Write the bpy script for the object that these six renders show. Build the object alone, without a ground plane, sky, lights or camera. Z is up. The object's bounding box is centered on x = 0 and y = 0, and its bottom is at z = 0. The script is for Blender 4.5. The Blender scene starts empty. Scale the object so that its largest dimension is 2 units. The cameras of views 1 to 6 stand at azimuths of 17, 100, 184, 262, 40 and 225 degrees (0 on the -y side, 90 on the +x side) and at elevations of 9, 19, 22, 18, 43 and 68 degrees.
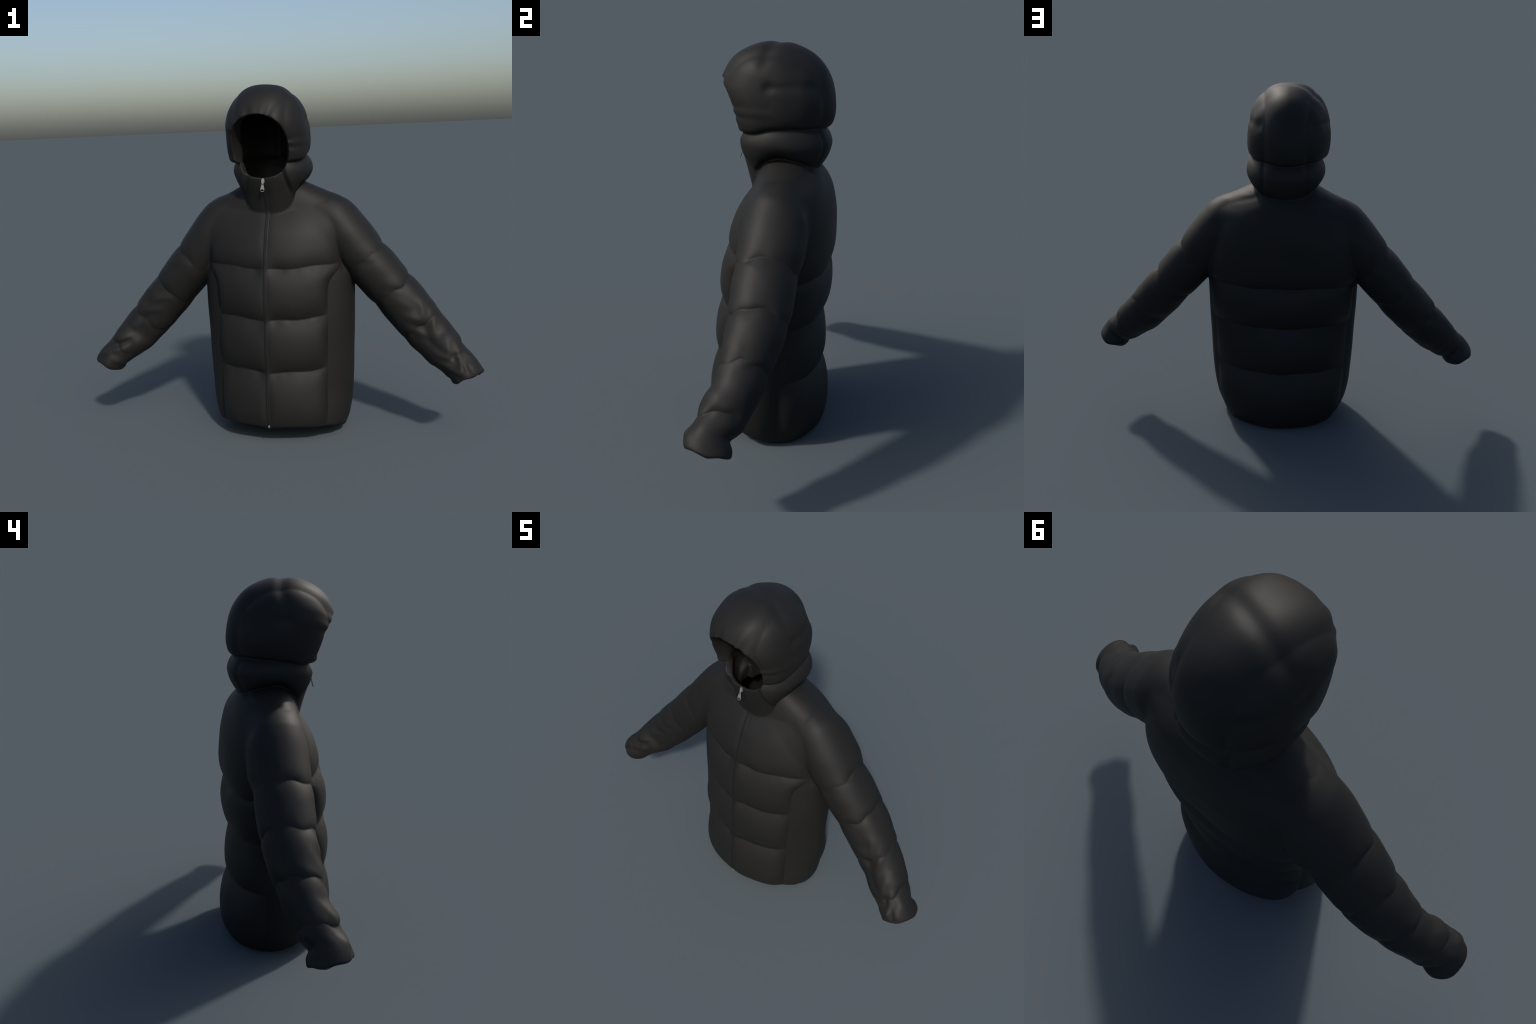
"""Black quilted puffer jacket with a raised hood.

The whole garment is described by profile curves (torso, sleeve, neck, hood) that
give a signed field; the seams pull the surface in and the down chambers push it
out.  The surface of that field is meshed once, refined, and then cut by region
into the panels the jacket is sewn from."""
import bpy, math
import numpy as np

# ------------------------------------------------------------------ helpers
def curve(points):
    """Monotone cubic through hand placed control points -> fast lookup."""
    pts = sorted(points)
    x = np.array([p[0] for p in pts], float); y = np.array([p[1] for p in pts], float)
    h = np.diff(x); d = np.diff(y) / h
    m = np.empty_like(y); m[0] = d[0]; m[-1] = d[-1]
    for i in range(1, len(x) - 1):
        if d[i-1] * d[i] <= 0: m[i] = 0
        else:
            w1, w2 = 2*h[i] + h[i-1], h[i] + 2*h[i-1]
            m[i] = (w1 + w2) / (w1 / d[i-1] + w2 / d[i])
    xs = np.linspace(x[0], x[-1], 1500)
    k = np.clip(np.searchsorted(x, xs) - 1, 0, len(h) - 1)
    t = (xs - x[k]) / h[k]
    ys = ((1 + 2*t) * (1-t)**2 * y[k] + t * (1-t)**2 * h[k] * m[k]
          + t*t * (3 - 2*t) * y[k+1] + t*t * (t-1) * h[k] * m[k+1])
    return lambda q: np.interp(q, xs, ys)

def sstep(a, b, q):
    t = np.clip((q - a) / (b - a), 0, 1)
    return t * t * (3 - 2*t)

def smin(a, b, k):
    h = np.maximum(k - np.abs(a - b), 0) / k
    return np.minimum(a, b) - h*h*k*0.25

def smax(a, b, k):
    return -smin(-a, -b, k)

def gauss(q, w):
    return np.exp(-(q / w)**2)

def wob(x, y, z, f, ph):
    """Cheap smooth pseudo noise in -1..1."""
    return (np.sin(f*(x*1.00 + y*0.63 - z*0.41) + ph) * np.sin(f*(y*1.13 - x*0.57 + z*0.52) + ph*1.7)
            + 0.6*np.sin(f*1.9*(z*0.93 + x*0.35 + y*0.44) + ph*2.3) * np.sin(f*1.7*(x*0.81 - z*0.62 - y*0.3) + ph*0.6)) / 1.6

def rows(z, seams, amps, power=2.2, last=None, skew=.92):
    """Chamber profile between horizontal seams: 0 on a seam, amp in the middle."""
    out = np.zeros_like(z)
    for lo, hi, am in zip(seams[:-1], seams[1:], amps):
        t = (z - lo) / (hi - lo)
        inside = (t >= 0) & (t <= 1)
        tt = np.clip(t, 0, 1) ** skew
        pw = last if (last and hi == seams[-1]) else power
        out = np.where(inside, am * (1 - np.abs(2*tt - 1)**pw), out)
    return out

# ------------------------------------------------------------------ torso
T_A  = curve([(-.1,.28),(0,.304),(.05,.322),(.1,.337),(.2,.354),(.35,.363),(.57,.371),(.75,.375),(.85,.370),
              (.95,.355),(1.05,.325),(1.13,.28),(1.2,.21),(1.25,.155),(1.3,.10),(1.4,.05)])
T_F  = curve([(-.1,.23),(.0,.242),(.08,.244),(.2,.243),(.36,.240),(.61,.231),(.86,.208),(1.0,.166),(1.125,.121),(1.2,.10),(1.3,.06),(1.4,.03)])
T_B  = curve([(-.1,.20),(0,.222),(.32,.224),(.57,.211),(.80,.225),(1.0,.216),(1.08,.203),(1.2,.172),(1.235,.158),(1.3,.12),(1.4,.06)])
FRONT_SEAMS = [.055, .365, .622, .868, 1.14]
FRONT_AMPS  = [.036, .029, .029, .028]
BACK_SEAMS  = [-.03, .318, .572, .795, 1.24]
BACK_AMPS   = [.048, .022, .033, .031]
RAG_F = curve([(.70,.345),(.80,.345),(.86,.342),(.94,.338),(1.04,.322),(1.11,.285),(1.155,.235),(1.19,.13),(1.25,.05)])
RAG_B = curve([(.70,.378),(.80,.376),(1.0,.366),(1.1,.355),(1.155,.322),(1.19,.255),(1.23,.13),(1.27,.05)])
PHI_F = curve([(-.2,-.72),(.74,-.72),(.79,-.69),(.825,-.60),(.855,-.47),(.90,-.38),(1.0,-.33),(1.1,-.33),(1.4,-.33)])
PHI_B = curve([(-.2,.40),(.74,.40),(.80,.30),(.88,.12),(1.4,.10)])

def torso(x, y, z, part=False):
    x = x - .003*sstep(1.0, .8, z)
    ax = np.abs(x)
    a, bf, bb = T_A(z), T_F(z), T_B(z)
    b = np.where(y < 0, bf, bb)
    n = np.where(y < 0, 1.9 + .3*sstep(.28, .05, z) + .1*sstep(.75, .9, z), 1.9 + .5*sstep(.50, .66, z) + .6*sstep(.70, .88, z)*sstep(1.24, 1.12, z))
    u, w = ax / a, y / b
    g = (u**n + np.abs(w)**n) ** (1/n) + 1e-6
    r = np.hypot(x, y) + 1e-6
    base = r * (1 - 1/g)
    phi = np.arctan2(w, u)
    if part: return phi
    # chamber rows
    zj = z + .004*np.sin(9*x + 1) + .003*np.sin(31*x + 5*z)
    pf = rows(zj + .005*np.cos(ax*9)*(ax < .35) - .003, FRONT_SEAMS, FRONT_AMPS)
    pb = rows(zj, BACK_SEAMS, BACK_AMPS, last=4.5)
    # across the panel
    phf, phb = PHI_F(z), PHI_B(z)
    df = np.clip((phf - phi) / .30, 0, 1)
    lat_f = 1 - (1 - df)**2.2
    db = np.clip((phi - phb) / .55, 0, 1)
    lat_b = 1 - (1 - db)**2.2
    tf = np.clip((phi - phf) / (phb - phf), 0, 1)
    side = .008 * (1 - np.abs(2*tf - 1)**2.5) * sstep(-.02, .1, z) * sstep(.9, .78, z)
    rag = np.where(y < 0, RAG_F(z), RAG_B(z))
    slope = np.where(y < 0, RAG_F(z+.006) - RAG_F(z-.006), RAG_B(z+.006) - RAG_B(z-.006))/.012
    dr = np.abs(rag - ax)/np.sqrt(1 + slope**2)
    ragm = np.where(z > .78, 1 - np.where(y < 0, .6, .2)*gauss(dr, .03)*sstep(.78, .86, z), 1)
    pf = pf + (.016 - pf*.6)*gauss(x + .008, .028)*sstep(1.1, 1.0, z)*sstep(.08, .14, z)
    puff = (pf*lat_f + pb*lat_b) * ragm + side
    # zip valley
    zx = x + .008
    puff -= (.003*gauss(zx, .020)) * (y < 0) * sstep(1.16, 1.1, z)
    # lower front tension lines and little puckers under the seams
    puck = 0
    for zs in FRONT_SEAMS[1:4]:
        puck = puck + gauss(z - zs + .012, .016) * np.sin(70*x + 40*zs) * np.sin(23*x + 9)
    puff += .0016 * puck * (y < 0) * (ax < .27)
    puff += .003 * wob(x, y, z, 9, .4)
    # raglan seam groove
    puff -= np.where(y < 0, .009*sstep(1.15, 1.05, z), .006) * gauss(dr, .011) * sstep(.80, .90, z)
    return base - puff, base

# ------------------------------------------------------------------ sleeve
DX, DZ = .622, -.783           # direction shoulder -> cuff
NX, NZ = .783, .622            # outward, across the sleeve
S_TOP = curve([(-.95,.85),(-.87,.910),(-.81,.946),(-.74,.981),(-.67,1.0),(-.6,1.003),(-.43,1.002),(-.23,1.003),(-.02,1.006),(.18,1.004),(.27,1.003),(.345,.998),(.42,.99)])
S_BOT = curve([(-.95,.80),(-.8,.79),(-.6,.78),(-.43,.778),(-.23,.789),(-.02,.799),(.1,.815),(.18,.832),(.25,.856),(.29,.862),(.345,.866),(.42,.866)])
S_FR  = curve([(-.95,-.03),(-.85,-.055),(-.7,-.085),(-.55,-.098),(-.43,-.098),(-.2,-.090),(0,-.094),(.07,-.099),(.12,-.120),(.17,-.134),(.22,-.148),(.27,-.166),(.31,-.168),(.345,-.162),(.42,-.16)])
S_BK  = curve([(-.95,.09),(-.85,.115),(-.7,.138),(-.6,.162),(-.5,.163),(-.43,.151),(-.33,.147),(-.2,.140),(-.1,.122),(0,.098),(.07,.082),(.12,.068),(.16,.052),(.22,.036),(.27,.004),(.31,.010),(.345,.010),(.42,.010)])
SLEEVE_SEAMS = [-.78, -.43, -.225, -.018, .178, .46]
SLEEVE_AMPS  = [.012, .012, .012, .011, .010]
S_END = .348

def sleeve_coords(x, y, z):
    ax = np.abs(x)
    return ax*DX + z*DZ, ax*NX + z*NZ

def sleeve(x, y, z):
    s, h = sleeve_coords(x, y, z)
    top, bot, fr, bk = S_TOP(s), S_BOT(s), S_FR(s), S_BK(s)
    hc, hr = (top+bot)/2, (top-bot)/2
    hc = hc + np.where(x > 0, .001 + .003*sstep(.0, .2, s), -.003)*sstep(.1, .3, np.abs(x))
    yc, yr = (fr+bk)/2, (bk-fr)/2
    u, w = (h-hc)/hr, (y-yc)/yr
    n = 2.15
    g = (np.abs(u)**n + np.abs(w)**n)**(1/n) + 1e-6
    r = np.hypot(h-hc, y-yc) + 1e-6
    base = r*(1 - 1/g)
    ang = np.arctan2(w, u)
    sj = s + .007*np.sin(3*ang + 7*np.sign(x)) + .005*np.sin(7*ang + 2*x*9) - .016*np.abs(np.sin(ang))
    puff = rows(-sj, [-q for q in SLEEVE_SEAMS[::-1]], SLEEVE_AMPS[::-1], 3.6, skew=.80)
    fade = sstep(.1, .9, np.sin(2*ang + 3.1*np.sin(9*s) + 2*np.sign(x)))*.55
    puff = (puff + (.011 - puff)*fade*sstep(-.55, -.45, s)) * (.72 + .28*np.cos(ang))
    low = sstep(-.35, .1, s)
    # gathers of the forearm, strongest along the front seam line
    fline = gauss(ang + 1.35, .75)
    puff += low*fline*.0045*np.sin(62*s + 2.2*np.sin(4*ang + x*5)) * (.6 + .4*np.sin(23*s + 3*x))
    puff -= .006*gauss(ang + 1.35 + .25*np.sin(17*s), .22) * low
    puff += .0035*wob(x*1.0, y, z, 22, 1.3)*(.4 + low)
    # pinched cuff, mostly on the inner lower side
    under = .5 - .5*np.cos(ang)
    puff -= .014*gauss(s - .272, .014)*under*(.6 + .4*np.sin(ang))
    f = base - puff
    end = S_END - .011 + np.where(x > 0, -.006, .003) + -.010 + .017*np.cos(ang) + .010*np.sin(ang) + .003*np.sin(2*ang + 1.2) + .003*np.sin(5*ang + x)
    f = smax(f, s - end, .012)
    f = smax(f, -.9 - s, .05)
    base_open = smax(base, -.9 - s, .05)
    return f, base_open

# ------------------------------------------------------------------ neck (lower hood and chin)
N_A = curve([(1.0,.12),(1.10,.135),(1.2,.150),(1.25,.157),(1.29,.169),(1.33,.176),(1.37,.171),(1.40,.162),(1.45,.10)])
N_F = curve([(1.0,.10),(1.10,.120),(1.125,.127),(1.2,.149),(1.26,.170),(1.3,.180),(1.34,.184),(1.38,.178),(1.42,.15),(1.45,.10)])
N_B = curve([(1.0,.12),(1.15,.150),(1.235,.164),(1.3,.186),(1.334,.192),(1.37,.187),(1.40,.174),(1.45,.10)])

def chin(x, y, z):
    """>0 inside the flat chin panel at the front."""
    return np.where(y < 0, (.083 + (1.324 - z)*.24) - np.abs(x + .002), -1.)

def neck(x, y, z):
    xx = x + .003
    b = np.where(y < 0, N_F(z), N_B(z))
    a = N_A(z)
    n = 2.3
    u, w = np.abs(xx)/a, y/b
    g = (u**n + np.abs(w)**n)**(1/n) + 1e-6
    base = (np.hypot(xx, y)+1e-6)*(1 - 1/g)
    phi = np.arctan2(w, u)
    # lower edge of the padded neck: low at the front and back, high over the shoulder
    zn = np.where(phi < 0, 1.292 - .13*sstep(0, -1.15, phi), 1.292 - .07*sstep(0, 1.2, phi))
    ch = chin(x, y, z)
    pad = sstep(.0, -.03, ch)
    t = np.clip((z - zn)/(1.40 - zn), 0, 1)
    puff = .016*(1 - np.abs(2*t - 1)**2.4)*pad
    inset = .032*sstep(zn + .014, zn - .022, z)*pad
    puff -= inset
    puff -= .002*gauss(ch, .006)*(z < 1.34)
    zx = x + .008
    puff -= (.004*gauss(zx, .02))*(y < 0)
    dxs = np.abs(np.abs(x + .008) - .1)
    puff -= .007*gauss(dxs, .012)*(y > .05)*sstep(1.22, 1.27, z)
    puff += .0025*wob(x, y, z, 19, 2.)
    f = smax(base - puff, 1.05 - z, .03)
    return f, base + inset + .006*pad

# ------------------------------------------------------------------ hood
HC = (-.011, -.030, 1.480)

def hood_panel(x, y, z):
    """>0 inside the centre panel that runs from the brim over the top to the nape."""
    half = .100 + .028*sstep(.15, -.15, y)
    return half - np.abs(x + .010)

def hood(x, y, z):
    px, py, pz = x - HC[0], y - HC[1], z - HC[2]
    a = .190
    b = np.where(py < 0, .246 - .048*sstep(.09, -.08, pz), .228)
    c = np.where(pz > 0, .250, np.where(py < 0, .185 + .05*sstep(0, -.1, py), .185))
    n = 2.6 - .55*sstep(-.08, .1, py)
    u, w, v = np.abs(px)/a, np.abs(py)/b, np.abs(pz)/c
    g = (u**n + w**n + v**n)**(1/n) + 1e-6
    r = np.sqrt(px*px + py*py + pz*pz) + 1e-6
    base = r*(1 - 1/g)
    d = hood_panel(x, y, z)
    upper = sstep(1.40, 1.5, z)
    puff = (.013 + .004*sstep(.02, .12, y))*(1 - np.exp(-np.sqrt(d*d + .00003)/.040))
    # seam across the crown
    crown = sstep(1.60, 1.69, z)
    puff -= .0065*gauss(y + .05 + .03*np.sin(8*x), .028)*crown
    # short seam on each side panel, ends in a dimple
    zs = 1.575 + .25*(y - .05)*.3
    run = sstep(-.09, -.05, y)*sstep(.19, .13, y)*sstep(0, -.03, d)
    puff -= (.004*gauss(z - zs, .020) + .003*gauss(z - zs, .022)*gauss(y + .05, .025))*run
    puff -= .006*gauss(z - 1.57, .03)*sstep(.08, .14, y)*sstep(0, -.03, d)
    # gathers round the face opening
    ang = np.arctan2(z - 1.45, x + .004)
    dist = np.maximum(opening(x, y, z), 0)
    gath = np.exp(-dist/.05)*(y < -.03)
    puff += .0045*gath*(.35 + .65*np.abs(np.sin(ang)))*np.sin(9*ang + 1.6*np.sin(3*ang + 1))*np.sin(4*ang + .6)
    puff += .0016*gath*np.sin(17*ang + 2*np.sin(5*ang))
    puff += .004*wob(x, y, z, 14, .9)
    # the cavity: deeper below than the shell, quilted like it
    g2 = (u**n + w**n + np.where(pz > 0, v, np.abs(pz)/.30)**n)**(1/n) + 1e-6
    inner = r*(1 - 1/g2) + .055*np.clip(u, 0, 1)**2
    inner = inner + .016*rows(z, [1.25, 1.37, 1.475, 1.57, 1.80], [1, 1, 1, 1], 2.4)*(1 - .8*gauss(x + .01, .02))
    return base - puff, inner

def opening(x, y, z):
    """Face opening, egg shaped in the x-z plane."""
    px, pz = x + .013, z - 1.452
    hz = np.where(pz > 0, .146, .152)
    hx = .142
    nn = np.where(pz > 0, 2.1, 2.35)
    g = (np.abs(px/hx)**nn + np.abs(pz/hz)**nn)**(1/nn) + 1e-6
    return (np.hypot(px, pz)+1e-6)*(1 - 1/g)

# ------------------------------------------------------------------ the garment
def hem_height(x, y):
    return .076*sstep(.09, -.16, y) + .010*np.sin(13*np.abs(x) + .2)*(y < -.1)

def pieces(P):
    x, y, z = P[:, 0], P[:, 1], P[:, 2]
    t, tb = torso(x, y, z)
    t = smax(smax(t, hem_height(x, y) - z, .018), z - 1.27, .03)
    tb = smax(tb, z - 1.24, .02)
    s, sb = sleeve(x, y, z)
    nk, nb = neck(x, y, z)
    nk = smax(nk, z - 1.42, .03)
    nb = smax(nb, z - 1.40, .02)
    hd, hb = hood(x, y, z)
    hd = smax(hd, 1.372 + .02*sstep(-.15, .05, y) - z, .024 + .010*sstep(-.12, -.02, y))
    hb = smax(hb, 1.345 - z, .02)
    k = .012 + .05*np.where(y < .03, sstep(.88, 1.08, z), sstep(1.04, 1.18, z))
    body = smin(t, s, k)
    outer = smin(smin(body, nk, .008), hd, .008)
    cav = np.minimum(np.minimum(tb + .035, sb + .028), smin(nb + .020, hb + .034, .03))
    depth = np.maximum(0, y + .155 + .35*(z - 1.3))
    cut = smax(opening(x, y, z) + .42*depth*np.clip(np.abs(x + .01)/.12, .12, 1)**1.5, y + .05, .02)
    cav = smin(cav, cut, .012)
    return t, s, nk, hd, outer, cav

def field(P):
    q = pieces(P)
    return smax(q[4], -q[5], .005)

def chunked(fn, P, n=400000):
    return np.concatenate([fn(P[i:i+n]) for i in range(0, len(P), n)])

# ------------------------------------------------------------------ meshing
def surface_net(lo, hi, step):
    ax = [np.arange(lo[i], hi[i] + step, step) for i in range(3)]
    dims = [len(q) for q in ax]
    G = np.stack(np.meshgrid(*ax, indexing='ij'), -1).reshape(-1, 3)
    V = chunked(field, G).reshape(dims)
    S = V < 0
    c = [d - 1 for d in dims]
    acc = np.zeros(c + [3]); cnt = np.zeros(c)
    corners = [(i, j, k) for i in (0, 1) for j in (0, 1) for k in (0, 1)]
    view = lambda A, o: A[o[0]:o[0]+c[0], o[1]:o[1]+c[1], o[2]:o[2]+c[2]]
    for o in corners:
        for axis in range(3):
            if o[axis]: continue
            p = list(o); p[axis] = 1
            v0, v1 = view(V, o), view(V, p)
            m = view(S, o) != view(S, p)
            t = np.where(m, v0 / np.where(m, v0 - v1, 1), 0)
            for i in range(3):
                acc[..., i] += m * (o[i] + (t if i == axis else 0))
            cnt += m
    act = cnt > 0
    idx = -np.ones(c, int); idx[act] = np.arange(act.sum())
    I = np.argwhere(act)
    verts = np.array(lo) + step*(I + acc[act]/cnt[act][:, None])
    quads = []
    for axis in range(3):
        b, d = (axis+1) % 3, (axis+2) % 3
        sl0 = [slice(None)]*3; sl1 = [slice(None)]*3
        sl0[axis] = slice(0, -1); sl1[axis] = slice(1, None)
        E = np.argwhere(S[tuple(sl0)] != S[tuple(sl1)])
        E = E[(E[:, b] > 0) & (E[:, d] > 0) & (E[:, b] < c[b]) & (E[:, d] < c[d])]
        inside = S[tuple(E.T)]
        def cell(ob, od):
            q = E.copy(); q[:, b] -= ob; q[:, d] -= od
            return idx[tuple(q.T)]
        Q = np.stack([cell(1, 1), cell(0, 1), cell(0, 0), cell(1, 0)], 1)
        Q[~inside] = Q[~inside][:, ::-1]
        quads.append(Q)
    return verts, np.concatenate(quads)

def smooth(V, Q, it, lam=.5):
    e = np.concatenate([Q[:, [0, 1]], Q[:, [1, 2]], Q[:, [2, 3]], Q[:, [3, 0]]])
    e = np.concatenate([e, e[:, ::-1]])
    deg = np.bincount(e[:, 0], minlength=len(V))[:, None]
    for _ in range(it):
        A = np.stack([np.bincount(e[:, 0], V[e[:, 1], i], minlength=len(V)) for i in range(3)], 1)
        V = V + lam*(A/deg - V)
    return V

def project(V, it, h=.0015, clamp=.006):
    for _ in range(it):
        f0 = chunked(field, V)
        g = np.stack([chunked(field, V + h*np.eye(3)[i]) - f0 for i in range(3)], 1)/h
        g2 = (g*g).sum(1) + .05
        st = (f0/g2)[:, None]*g
        L = np.linalg.norm(st, axis=1)[:, None]
        V = V - st*np.minimum(1, clamp/np.maximum(L, 1e-9))
    return V

def refine(V, Q):
    e = np.concatenate([Q[:, [0, 1]], Q[:, [1, 2]], Q[:, [2, 3]], Q[:, [3, 0]]])
    key, inv = np.unique(np.sort(e, 1), axis=0, return_inverse=True)
    inv = inv.reshape(-1)
    n, m, k = len(V), len(Q), len(key)
    W = np.concatenate([V, V[key].mean(1), V[Q].mean(1)])
    e0, e1, e2, e3 = (n + inv[i*m:(i+1)*m] for i in range(4))
    c = n + k + np.arange(m)
    R = np.concatenate([np.stack([Q[:, 0], e0, c, e3], 1), np.stack([Q[:, 1], e1, c, e0], 1),
                        np.stack([Q[:, 2], e2, c, e1], 1), np.stack([Q[:, 3], e3, c, e2], 1)])
    return W, R

STEP = .008
V, Q = surface_net((-1.06, -.40, -.05), (1.06, .36, 1.80), STEP)
V = project(smooth(V, Q, 2), 2)
V, Q = refine(V, Q)
V = project(smooth(V, Q, 1), 3)
V = smooth(V, Q, 1, .35)

# ------------------------------------------------------------------ materials
def fabric(name, col, dark, rough, grain):
    m = bpy.data.materials.new(name); m.use_nodes = True
    nt = m.node_tree; N, L = nt.nodes, nt.links
    b = N['Principled BSDF']
    tc = N.new('ShaderNodeTexCoord')
    n1 = N.new('ShaderNodeTexNoise'); n1.inputs['Scale'].default_value = 6; n1.inputs['Detail'].default_value = 4
    n2 = N.new('ShaderNodeTexNoise'); n2.inputs['Scale'].default_value = 420; n2.inputs['Detail'].default_value = 2
    L.new(tc.outputs['Object'], n1.inputs['Vector']); L.new(tc.outputs['Object'], n2.inputs['Vector'])
    r = N.new('ShaderNodeValToRGB')
    r.color_ramp.elements[0].position = .3; r.color_ramp.elements[0].color = (*dark, 1)
    r.color_ramp.elements[1].position = .7; r.color_ramp.elements[1].color = (*col, 1)
    L.new(n1.outputs['Fac'], r.inputs['Fac']); L.new(r.outputs['Color'], b.inputs['Base Color'])
    bp = N.new('ShaderNodeBump'); bp.inputs['Strength'].default_value = grain; bp.inputs['Distance'].default_value = .001
    L.new(n2.outputs['Fac'], bp.inputs['Height']); L.new(bp.outputs['Normal'], b.inputs['Normal'])
    b.inputs['Roughness'].default_value = rough
    b.inputs['Specular IOR Level'].default_value = .22
    return m

SHELL = fabric('black_nylon_shell', (.0124, .0119, .0115), (.0112, .0108, .0104), .58, .05)
LINING = fabric('black_lining', (.0124, .0119, .0115), (.0112, .0108, .0104), .6, .05)
TAPE = fabric('zip_tape', (.0098, .0095, .0092), (.0088, .0085, .0082), .6, .2)
METAL = bpy.data.materials.new('grey_metal'); METAL.use_nodes = True
_b = METAL.node_tree.nodes['Principled BSDF']
_n = METAL.node_tree.nodes.new('ShaderNodeTexNoise'); _n.inputs['Scale'].default_value = 90
_r = METAL.node_tree.nodes.new('ShaderNodeValToRGB')
_r.color_ramp.elements[0].color = (.16, .16, .16, 1); _r.color_ramp.elements[1].color = (.24, .24, .235, 1)
METAL.node_tree.links.new(_n.outputs['Fac'], _r.inputs['Fac'])
METAL.node_tree.links.new(_r.outputs['Color'], _b.inputs['Base Color'])
_b.inputs['Metallic'].default_value = .35; _b.inputs['Roughness'].default_value = .45

# ------------------------------------------------------------------ cutting into panels
root = bpy.data.objects.new('puffer_jacket', None)
bpy.context.scene.collection.objects.link(root)
root['label'] = 'black quilted puffer jacket with raised hood and front zip'
root['category'] = 'jacket'

def shape_normals(V, Q):
    nrm = np.cross(V[Q[:, 2]] - V[Q[:, 0]], V[Q[:, 3]] - V[Q[:, 1]])
    out = np.stack([sum(np.bincount(Q[:, j], nrm[:, i], minlength=len(V)) for j in range(4)) for i in range(3)], 1)
    return out/np.maximum(np.linalg.norm(out, axis=1), 1e-12)[:, None]

def add_mesh(name, verts, faces, mat, parent=root, normals=None):
    me = bpy.data.meshes.new(name)
    me.from_pydata(verts if isinstance(verts, list) else verts.tolist(), [], faces if isinstance(faces, list) else faces.tolist())
    me.materials.append(mat)
    me.polygons.foreach_set('use_smooth', np.ones(len(me.polygons), bool))
    if normals is not None:
        me.normals_split_custom_set_from_vertices(normals.tolist())
    me.update()
    ob = bpy.data.objects.new(name, me)
    bpy.context.scene.collection.objects.link(ob)
    ob.parent = parent
    return ob

NRM = shape_normals(V, Q)
C = V[Q].mean(1)
t, s, nk, hd, outer, cav = pieces(C)
x, y, z = C.T
phi = torso(x, y, z, part=True)
sc, _ = sleeve_coords(x, y, z)
rag = np.where(y < 0, RAG_F(z), RAG_B(z))
lining = -cav > outer
is_hood = (hd <= np.minimum(np.minimum(t, s), nk))
is_neck = ~is_hood & (nk <= np.minimum(t, s))
rest = ~is_hood & ~is_neck
is_sleeve = rest & ((s < t) | ((z > .86) & (np.abs(x) > rag)))
is_sleeve &= ~((z > .86) & (np.abs(x) < rag))
is_torso = rest & ~is_sleeve
right = x > 0
masks = [
    ('lining', lining, LINING, None),
    ('hood_centre_panel', is_hood & (hood_panel(x, y, z) > 0), SHELL, 'hood'),
    ('hood_side_panel', is_hood & (hood_panel(x, y, z) <= 0) & right, SHELL, 'hood'),
    ('hood_side_panel', is_hood & (hood_panel(x, y, z) <= 0) & ~right, SHELL, 'hood'),
    ('chin_panel', is_neck & (chin(x, y, z) > 0), SHELL, 'hood'),
    ('neck_panel', is_neck & (chin(x, y, z) <= 0), SHELL, 'hood'),
    ('front_panel', is_torso & (phi < PHI_F(z)) & (x > -.005), SHELL, None),
    ('front_panel', is_torso & (phi < PHI_F(z)) & (x <= -.005), SHELL, None),
    ('side_panel', is_torso & (phi >= PHI_F(z)) & (phi < PHI_B(z)) & (z < .86) & right, SHELL, None),
    ('side_panel', is_torso & (phi >= PHI_F(z)) & (phi < PHI_B(z)) & (z < .86) & ~right, SHELL, None),
    ('front_panel_a', is_torso & (phi >= PHI_F(z)) & (phi < 0) & (z >= .86), SHELL, None),
    ('back_panel', is_torso & ((phi >= PHI_B(z)) | ((z >= .86) & (phi >= 0))), SHELL, None),
    ('sleeve', is_sleeve & (sc < .265) & right, SHELL, None),
    ('sleeve', is_sleeve & (sc < .265) & ~right, SHELL, None),
    ('cuff', is_sleeve & (sc >= .265) & right, SHELL, 'sleeve'),
    ('cuff', is_sleeve & (sc >= .265) & ~right, SHELL, 'sleeve'),
]
label = np.full(len(Q), -1)
for i, (_, m, _, _) in enumerate(masks):
    if i == 0: label[m] = 0
    else: label[(label < 0) & m] = i
# the upper outer corners belong to the two front panels
up = label == 10
label[up & right] = 6; label[up & ~right] = 7

hood_root = bpy.data.objects.new('hood', None)
bpy.context.scene.collection.objects.link(hood_root); hood_root.parent = root
sleeves = {}
for i, (name, _, mat, parent) in enumerate(masks):
    f = Q[label == i]
    if not len(f): continue
    used, inv = np.unique(f, return_inverse=True)
    pa = root
    if parent == 'hood': pa = hood_root
    side = V[used][:, 0].mean() > 0
    if parent == 'sleeve': pa = sleeves[side]
    ob = add_mesh(name, V[used], inv.reshape(f.shape), mat, pa, NRM[used])
    if name == 'sleeve': sleeves[side] = ob

# ------------------------------------------------------------------ zip
def front_y(xs, zs):
    """First hit of the shell coming from the front."""
    ys = np.linspace(-.40, -.02, 400)
    P = np.stack([np.repeat(xs, 400), np.tile(ys, len(xs)), np.repeat(zs, 400)], 1)
    F = chunked(field, P).reshape(len(xs), 400)
    i = np.argmax(F < 0, 1)
    r = np.arange(len(xs))
    f0, f1 = F[r, i-1], F[r, i]
    return ys[i-1] + (ys[i]-ys[i-1])*f0/(f0-f1)

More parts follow.
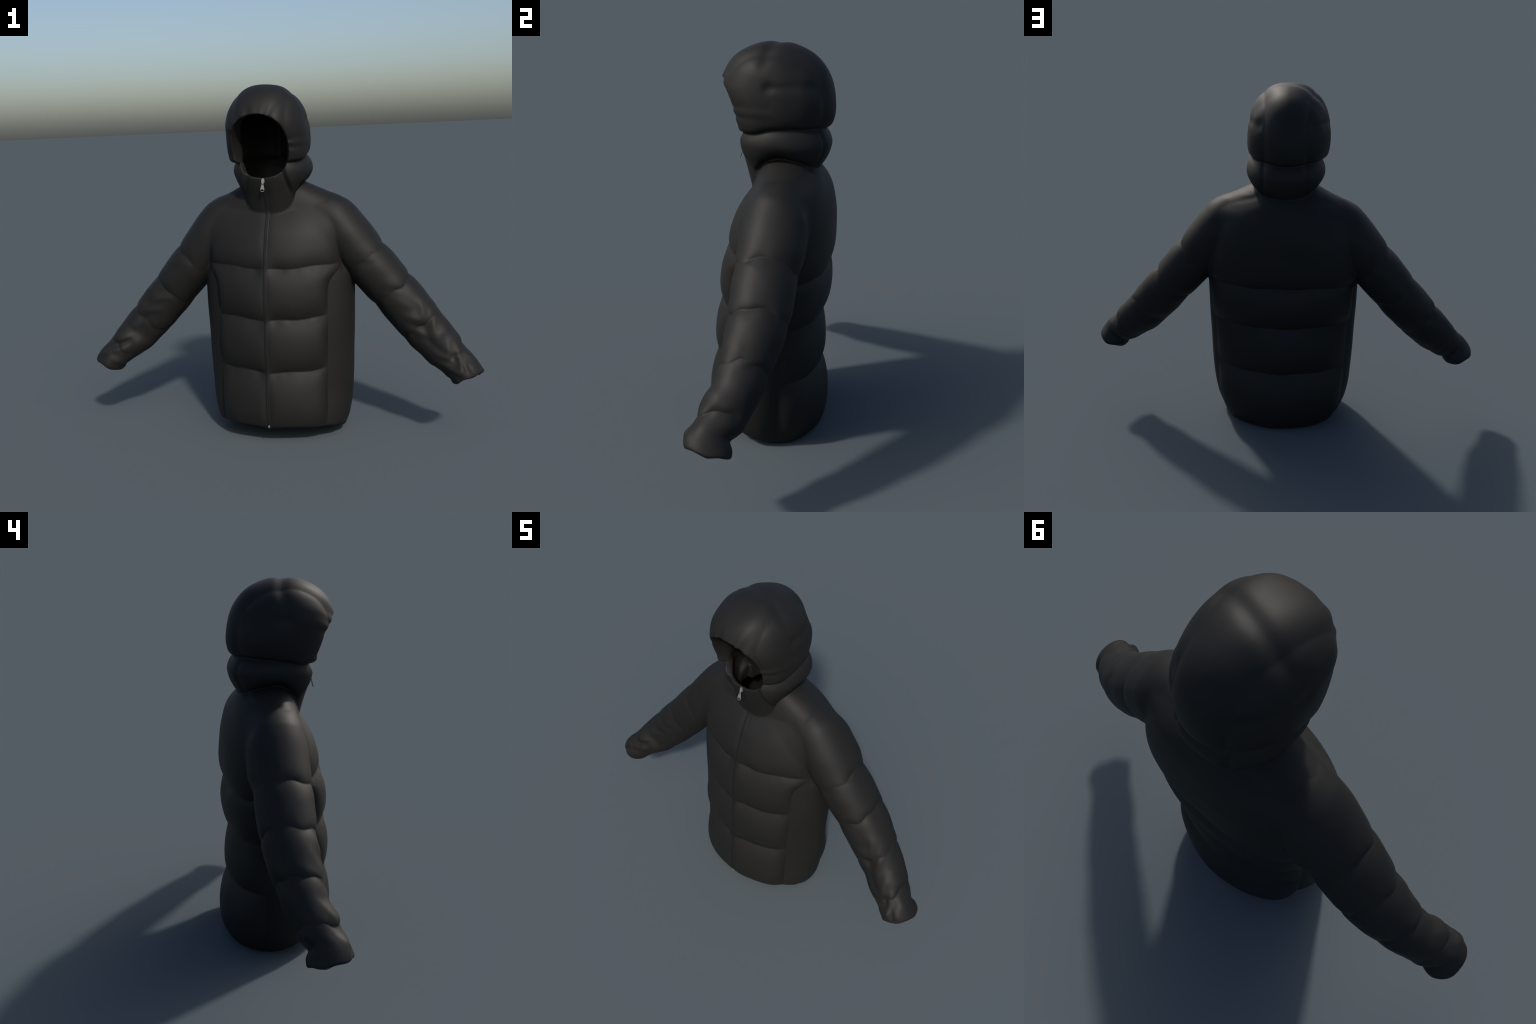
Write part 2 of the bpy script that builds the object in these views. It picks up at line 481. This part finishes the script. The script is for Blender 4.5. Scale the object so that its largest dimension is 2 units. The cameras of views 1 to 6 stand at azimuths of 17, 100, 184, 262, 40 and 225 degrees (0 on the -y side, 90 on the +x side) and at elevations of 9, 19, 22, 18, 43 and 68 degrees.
nz = 240
zz = np.linspace(.094, 1.290, nz)
offs = np.array([-.0105, -.0095, -.004, 0, .004, .0095, .0105])
prof = np.array([-.002, .0006, .0007, .0007, .0007, .0006, -.002])
xc = -.005 - .006*sstep(1.0, 1.3, zz)
X = (xc[:, None] + offs[None]).ravel()
Y = front_y(X, np.repeat(zz, len(offs))).reshape(nz, -1)
Y = np.stack([np.convolve(np.pad(Y[:, j], 3, 'edge'), np.ones(7)/7, 'valid') for j in range(Y.shape[1])], 1)
Y = Y - prof[None]
tv = np.stack([X, Y.ravel(), np.repeat(zz, len(offs))], 1)
w = len(offs)
tf = [[i*w+j, i*w+j+1, (i+1)*w+j+1, (i+1)*w+j] for i in range(nz-1) for j in range(w-1)]
tape = add_mesh('zipper', tv, tf, TAPE)

def loft_outline(name, outline, thick, origin, tilt, parent, hole=None):
    """Flat metal plate with rounded outline (x, z), optional hole, thickness along y."""
    import bmesh
    bm = bmesh.new()
    def ring(pts, yy): return [bm.verts.new((p[0], yy, p[1])) for p in pts]
    fr, bk = ring(outline, -thick/2), ring(outline, thick/2)
    n = len(outline)
    for i in range(n):
        j = (i+1) % n
        bm.faces.new((fr[i], fr[j], bk[j], bk[i]))
    if hole:
        hf, hb = ring(hole, -thick/2), ring(hole, thick/2)
        for i in range(n):
            j = (i+1) % n
            bm.faces.new((hf[j], hf[i], hb[i], hb[j]))
            bm.faces.new((fr[j], fr[i], hf[i], hf[j]))
            bm.faces.new((bk[i], bk[j], hb[j], hb[i]))
    else:
        bm.faces.new(fr[::-1]); bm.faces.new(bk)
    bmesh.ops.recalc_face_normals(bm, faces=bm.faces)
    bmesh.ops.bevel(bm, geom=[e for e in bm.edges if e.calc_face_angle(0) > .9], offset=thick*.22, segments=2, affect='EDGES')
    me = bpy.data.meshes.new(name); bm.to_mesh(me); bm.free()
    me.materials.append(METAL)
    ob = bpy.data.objects.new(name, me); bpy.context.scene.collection.objects.link(ob)
    ob.parent = parent; ob.location = origin; ob.rotation_euler = (tilt, 0, 0)
    return ob

def oval(cx, cz, rx, rz, n=28, p=2.6):
    o = []
    for i in range(n):
        a = 2*math.pi*i/n; c, s_ = math.cos(a), math.sin(a)
        o.append((cx + rx*math.copysign(abs(c)**(2/p), c), cz + rz*math.copysign(abs(s_)**(2/p), s_)))
    return o

ztop = 1.288
ytop = float(front_y(np.array([-.011]), np.array([ztop - .01]))[0])
body = loft_outline('slider', oval(0, 0, .0075, .013), .010, (-.011, ytop - .004, ztop - .004), -.25, tape)
# pull: narrow at the top with a small hole, flaring to a wide lower end with a slot
n = 36
pull = []
for i in range(n):
    a = 2*math.pi*i/n
    zz_ = -.024 + .023*math.sin(a)
    half = .0050 + .0068*max(0, min(1, (-.012 - zz_)/.03))
    c = math.cos(a)
    pull.append((half*math.copysign(abs(c)**.55, c), zz_))
slot = [(.0084*math.copysign(abs(math.cos(2*math.pi*i/n))**.8, math.cos(2*math.pi*i/n)), -.0400 + .0042*math.sin(2*math.pi*i/n)) for i in range(n)]
loft_outline('pull_tab', pull, .003, (-.011, ytop - .011, ztop - .008), -.25, tape, slot)
loft_outline('pull_eyelet', oval(0, 0, .0032, .0038), .0042, (-.011, ytop - .0140, ztop - .020), -.25, tape).data.materials[0] = TAPE
yb = float(front_y(np.array([-.004]), np.array([.10]))[0])
loft_outline('end_stop', oval(0, 0, .0045, .007), .006, (-.004, yb - .003, .094), 0, tape)
